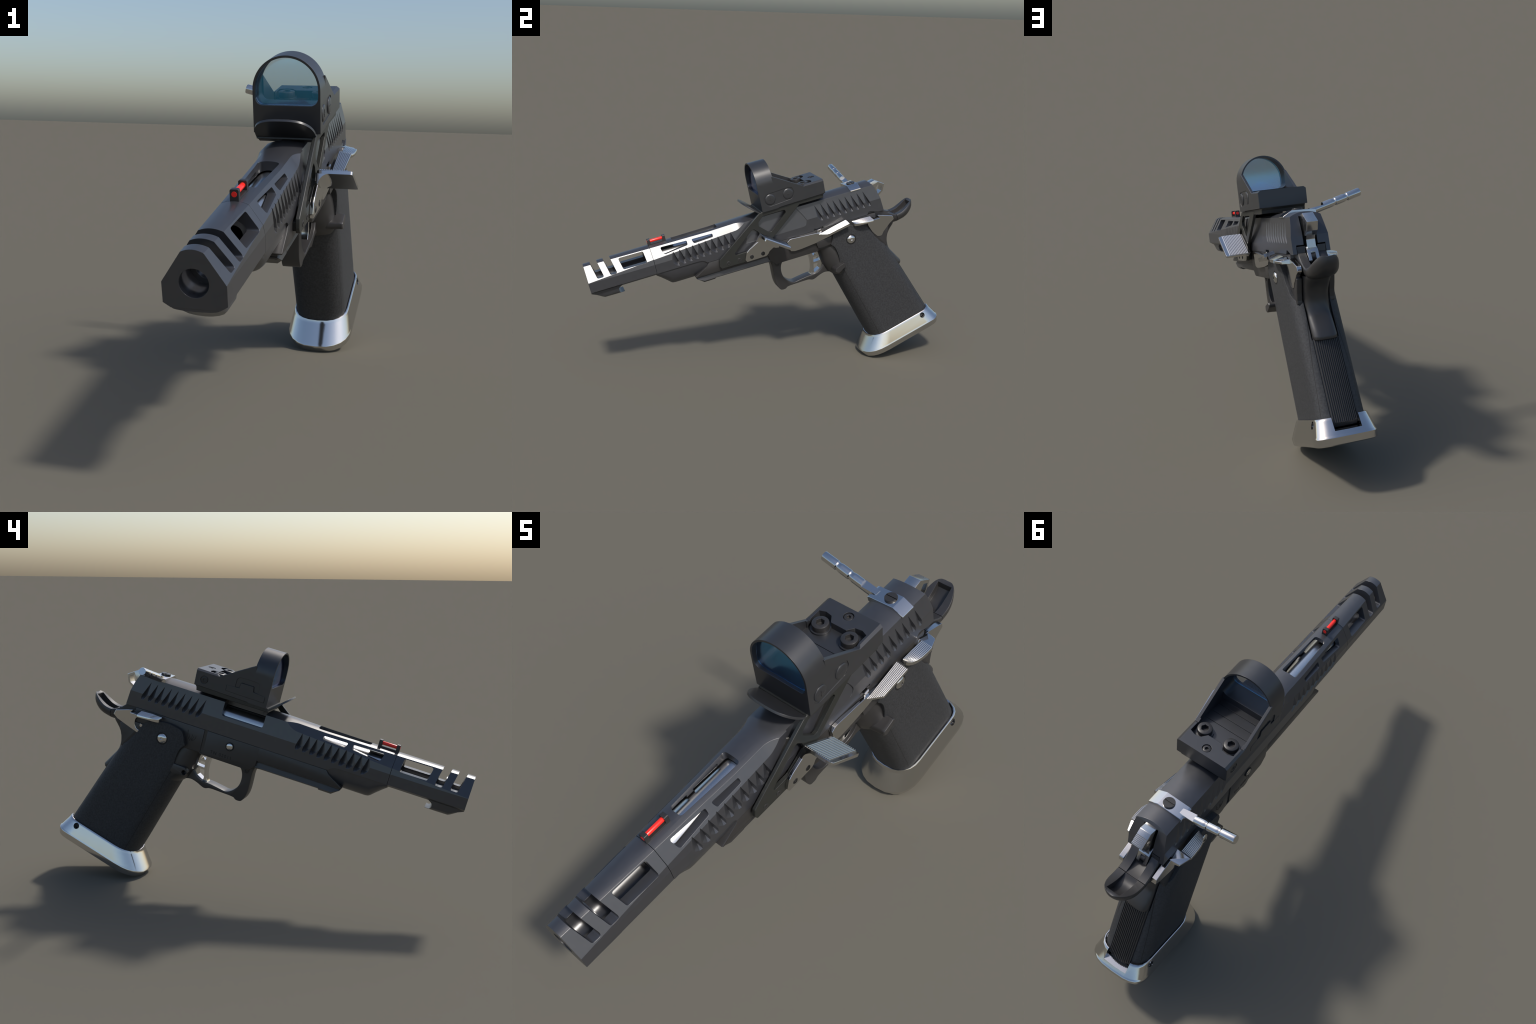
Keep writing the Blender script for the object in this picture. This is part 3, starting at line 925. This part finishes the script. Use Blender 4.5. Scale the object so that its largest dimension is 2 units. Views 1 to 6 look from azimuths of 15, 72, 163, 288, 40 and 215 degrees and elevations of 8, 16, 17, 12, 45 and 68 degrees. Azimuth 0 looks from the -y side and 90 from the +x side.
# ------------------------------------------------------------------ red dot sight
def build_sight():
    W = .1095
    HC, R = 1.0105, .1095         # hood arch centre height and radius
    def hood_outline(w, r, bottom, corner=0.0):
        pts = []
        if corner > 0:
            for k in range(7):
                a = -math.pi / 2 - math.pi / 2 * k / 6
                pts.append((-w + corner + corner * math.cos(a), bottom + corner + corner * math.sin(a)))
        else:
            pts.append((-w, bottom))
        for k in range(49):
            a = math.pi - math.pi * k / 48
            pts.append((r * math.cos(a), HC + r * math.sin(a)))
        if corner > 0:
            for k in range(7):
                a = 0 - math.pi / 2 * k / 6
                pts.append((w - corner + corner * math.cos(a), bottom + corner + corner * math.sin(a)))
        else:
            pts.append((w, bottom))
        return pts
    bm = new()
    o = hood_outline(W, W, .8740)
    add_loft(bm, [[(x, .130, h) for x, h in o], [(x, .220, h) for x, h in o]])
    c = new()
    i = hood_outline(.1025, .1025, .9625, .026)
    add_loft(c, [[(x, .05, h) for x, h in i], [(x, .225, h) for x, h in i]])
    hood_bm, hood_cuts = bm, [c]
    # the body: floor, flanks and rear block with the screw recess
    bm = new()
    side = [(.215, .8761), (.484, .8825), (.4855, .9575), (.385, .9560), (.376, .9505), (.2195, 1.0445), (.215, 1.0445)]
    add_prism(bm, side, -W, W, .0015, 1)
    cuts = []
    c = new(); add_prism(c, [(.2195, .9305), (.362, .9305), (.362, 1.2), (.2195, 1.2)], -.0975, .0975); cuts.append(c)
    c = new()   # recess around the screws
    zig = [(-.0935, .34), (.0935, .34), (.0935, .424), (.072, .432), (.047, .428), (.030, .405), (-.030, .405), (-.047, .428), (-.072, .432), (-.0935, .424)]
    add_loft(c, [[(x, s, .9305) for x, s in zig], [(x, s, 1.0) for x, s in zig]]); cuts.append(c)
    for s in (.245, .285, .325):
        c = new(); add_box(c, -.0965, .0965, s, s + .0022, .9275, .94); cuts.append(c)
    for sgn in (1, -1):     # chamfers along the rear block
        c = new(); add_hull(c, [(sgn * x, s, h) for s in (.372, .6) for x, h in ((.0985, .9580), (.1105, .9485), (.14, .9485), (.14, .99), (.0985, .99))]); cuts.append(c)
    c = new(); add_cyl(c, (0, .455, .943), (0, .455, .99), .0175, 28); cuts.append(c)
    # left flank: arched relief and screw seat
    c = new(); add_prism(c, rounded([(.180, .925), (.180, .975), (.292, .975), (.292, .925)], [0, .025, .025, 0], 6), -.2, -W + .0035); cuts.append(c)
    c = new(); add_cyl(c, (-.106, .440, .915), (-.2, .440, .915), .0195, 28); cuts.append(c)
    # right flank: button pocket
    c = new(); add_prism(c, rounded([(.152, .915), (.170, .893), (.300, .903), (.318, .935), (.310, .962), (.285, .968), (.172, .962), (.150, .945)], .014, 4), W - .0022, .2); cuts.append(c)
    body = carve(bm, hood_cuts + cuts, [hood_bm])
    sight = finish(body, "red_dot_sight", ALLOY, None, 20)
    # raised battery door outline on the left
    bm = new()
    door = rounded([(.331, .925), (.271, .927), (.268, .951), (.208, .951), (.205, .927), (.147, .923), (.147, .895), (.330, .898)], .003, 3)
    add_prism(bm, door, -W - .0008, -W + .006, .0006, 1)
    finish(bm, "battery_door", ALLOY, sight, 28)
    # dark gap around the door
    for nm in range(1):
        bm = new()
        n = len(door)
        cen = Vector((.239, .918))
        big = [tuple(Vector(p) + (Vector(p) - cen).normalized() * .0022) for p in door]
        add_prism(bm, big, -W - .0001, -W + .006)
        finish(bm, "door_gap", DARK, sight, 28)
    hex_screw("adjuster_screw", (-.1055, .440, .915), (-1, 0, 0), .0160, .0035, .008, SMALL, sight)
    hex_screw("adjuster_screw", (0, .455, .944), (0, 0, 1), .0155, .0115, .0075, SMALL, sight)
    for x in (.058, -.058):
        bm = new(); add_lathe(bm, (x, .3865, .928), (x, .3865, .937), [(0, .034), (1, .034)], 36)
        finish(bm, "screw_seat", ALLOY, sight, 30)
        hex_screw("body_screw", (x, .3865, .934), (0, 0, 1), .0285, .0235, .0150, SMALL, sight)
    # brightness buttons
    for s, h, plus in ((.184, .930, True), (.2835, .934, False)):
        bm = new()
        add_lathe(bm, (W - .004, s, h), (W + .0030, s, h), [(0, .0280), (.55, .0280), (.8, .0262), (.95, .0225), (1, .0190)], 36)
        but = finish(bm, "button", ALLOY, sight, 30)
        bm = new()
        add_box(bm, W + .0010, W + .0040, s - .0125, s + .0125, h - .0011, h + .0011)
        if plus: add_box(bm, W + .0011, W + .0042, s - .0011, s + .0011, h - .0125, h + .0125)
        finish(bm, "button_mark", SMALL, but, 30)
    # lens
    bm = new()
    # meniscus lens, hollow towards the shooter
    i = hood_outline(.1022, .1022, .9628, .026)
    cen, RAD = Vector((0, .965)), .62
    mid = Vector((0, 1.012))
    def skin(off):
        rows = []
        for k in range(1, 13):
            u = k / 12
            row = []
            for x, h in i:
                q = mid + (Vector((x, h)) - mid) * u
                row.append((q.x, .137 + off + (q - cen).length_squared / (2 * RAD), q.y))
            rows.append(row)
        return rows
    back = skin(.004)
    add_loft(bm, back[::-1], cap=False)
    front = skin(0)
    add_loft(bm, front, cap=False)
    n = len(i); k = n * 12
    bm.verts.ensure_lookup_table()
    bm.faces.new([bm.verts[k - n + j] for j in range(n)])          # middle of the back
    bm.faces.new([bm.verts[k + j] for j in range(n)])              # middle of the front
    for j in range(n):                                              # edge of the lens
        bm.faces.new((bm.verts[j], bm.verts[(j + 1) % n], bm.verts[2 * k - n + (j + 1) % n], bm.verts[2 * k - n + j]))
    finish(bm, "lens", GLASS, sight, 30)
    # sun flap below the lens
    bm = new()
    a, b = Vector((.142, .8475)), Vector((.044, .936))
    d = (b - a); L = d.length; d.normalize(); n = Vector((d.y, -d.x))
    plan = [(-.093, 0), (.093, 0)]
    for k in range(41):
        t = math.pi * k / 40
        c, sn = math.cos(t), math.sin(t)
        plan.append((.099 * math.copysign(abs(c) ** .72, c), .026 + (L - .026) * abs(sn) ** .72))
    def Q(x, t, o):
        p = a + d * t + n * o
        return (x, p.x, p.y)
    add_loft(bm, [[Q(x, t, -.004) for x, t in plan], [Q(x, t, .004) for x, t in plan]])
    finish(bm, "sun_flap", ALLOY, sight, 28)
build_sight()

# ------------------------------------------------------------------ charging handle
def build_charging_handle():
    bm = new()
    s0, s1 = .6365, .6965
    out = [(.0715, .8355), (.0708, .8410), (.031, .8625), (-.066, .8580), (-.0745, .8545), (-.0715, .8365), (-.05, .835), (0, .845), (.045, .840)]
    add_loft(bm, [[(x, s0, h) for x, h in out], [(x, s1, h) for x, h in out]])
    bmesh.ops.recalc_face_normals(bm, faces=bm.faces)
    bmesh.ops.bevel(bm, geom=bm.edges[:], offset=.0012, segments=1, affect='EDGES', profile=.5)
    base = finish(bm, "charging_handle", CHROME, None, 25)
    p0, p1 = Vector((-.055, .6665, .8475)), Vector((-.2815, .6690, .9055))
    r = .0175
    L = (p1 - p0).length
    prof = [(0, r)]
    for t in (.475, .715):
        prof += [(t - .055, r), (t - .035, r * .97), (t - .015, r * .91), (t + .004, r * .855), (t + .016, r * .865), (t + .028, r * .95), (t + .034, r)]
    prof += [(.985, r), (1, r * .92)]
    bm = new()
    add_lathe(bm, p0, p1, prof, 32)
    # flat milled on top near the root
    c = new(); add_hull(c, [(x, s, h) for x in (-.112, -.02) for s in (.60, .74) for h in (.8625 + (-.066 - x) * .14, .95)])
    finish(carve(bm, [c]), "handle_rod", CHROME, base, 30)
    bm = new()
    add_lathe(bm, (0, .669, .858), (0, .669, .8675), [(0, .0225), (.85, .0225), (1, .0215)], 36)
    c = new(); add_box(c, -.05, .05, .6665, .6715, .8640, .9)
    finish(carve(bm, [c]), "slotted_screw", SMALL, base, 30)
build_charging_handle()

# ------------------------------------------------------------------ marks on the left flank
def build_marks():
    cu = bpy.data.curves.new("serial", 'FONT')
    cu.body = "TN 02011"
    cu.size = .0215
    cu.space_character = 1.25
    cu.extrude = .0004
    ob = bpy.data.objects.new("tmp", cu)
    bpy.context.collection.objects.link(ob)
    bpy.context.view_layer.update()
    me = bpy.data.meshes.new_from_object(ob.evaluated_get(bpy.context.evaluated_depsgraph_get()))
    bpy.data.objects.remove(ob)
    me.transform(Matrix(((0, 0, -1, -.0776), (-1, 0, 0, .345), (0, 1, 0, .588), (0, 0, 0, 1))))
    finish(me, "serial_number", DARK, receiver)
    # small engraved emblem: a long hooked stroke round a three-pronged leaf
    bm = new()
    def stroke(pts, r):
        P = [Vector((-.0777, s, h)) for s, h in spline(pts, 4)]
        for a, b in zip(P, P[1:]):
            if (b - a).length < 1e-6: continue
            d = (b - a).normalized(); sd = Vector((1, 0, 0)).cross(d) * r
            v = [bm.verts.new(p + Vector((-.0004, 0, 0))) for p in (a + sd, b + sd, b - sd, a - sd)]
            w = [bm.verts.new(p + Vector((.0015, 0, 0))) for p in (a + sd, b + sd, b - sd, a - sd)]
            bm.faces.new(v); bm.faces.new(w[::-1])
            for i in range(4): bm.faces.new((v[i], w[i], w[(i + 1) % 4], v[(i + 1) % 4]))
    stroke([(.472, .662), (.470, .640), (.464, .626), (.452, .614)], .0011)
    stroke([(.466, .646), (.458, .630), (.444, .618), (.430, .630), (.428, .644)], .0009)
    stroke([(.446, .646), (.447, .632), (.444, .618)], .0009)
    stroke([(.438, .640), (.441, .630), (.444, .618)], .0008)
    finish(bm, "emblem", DARK, receiver)
build_marks()
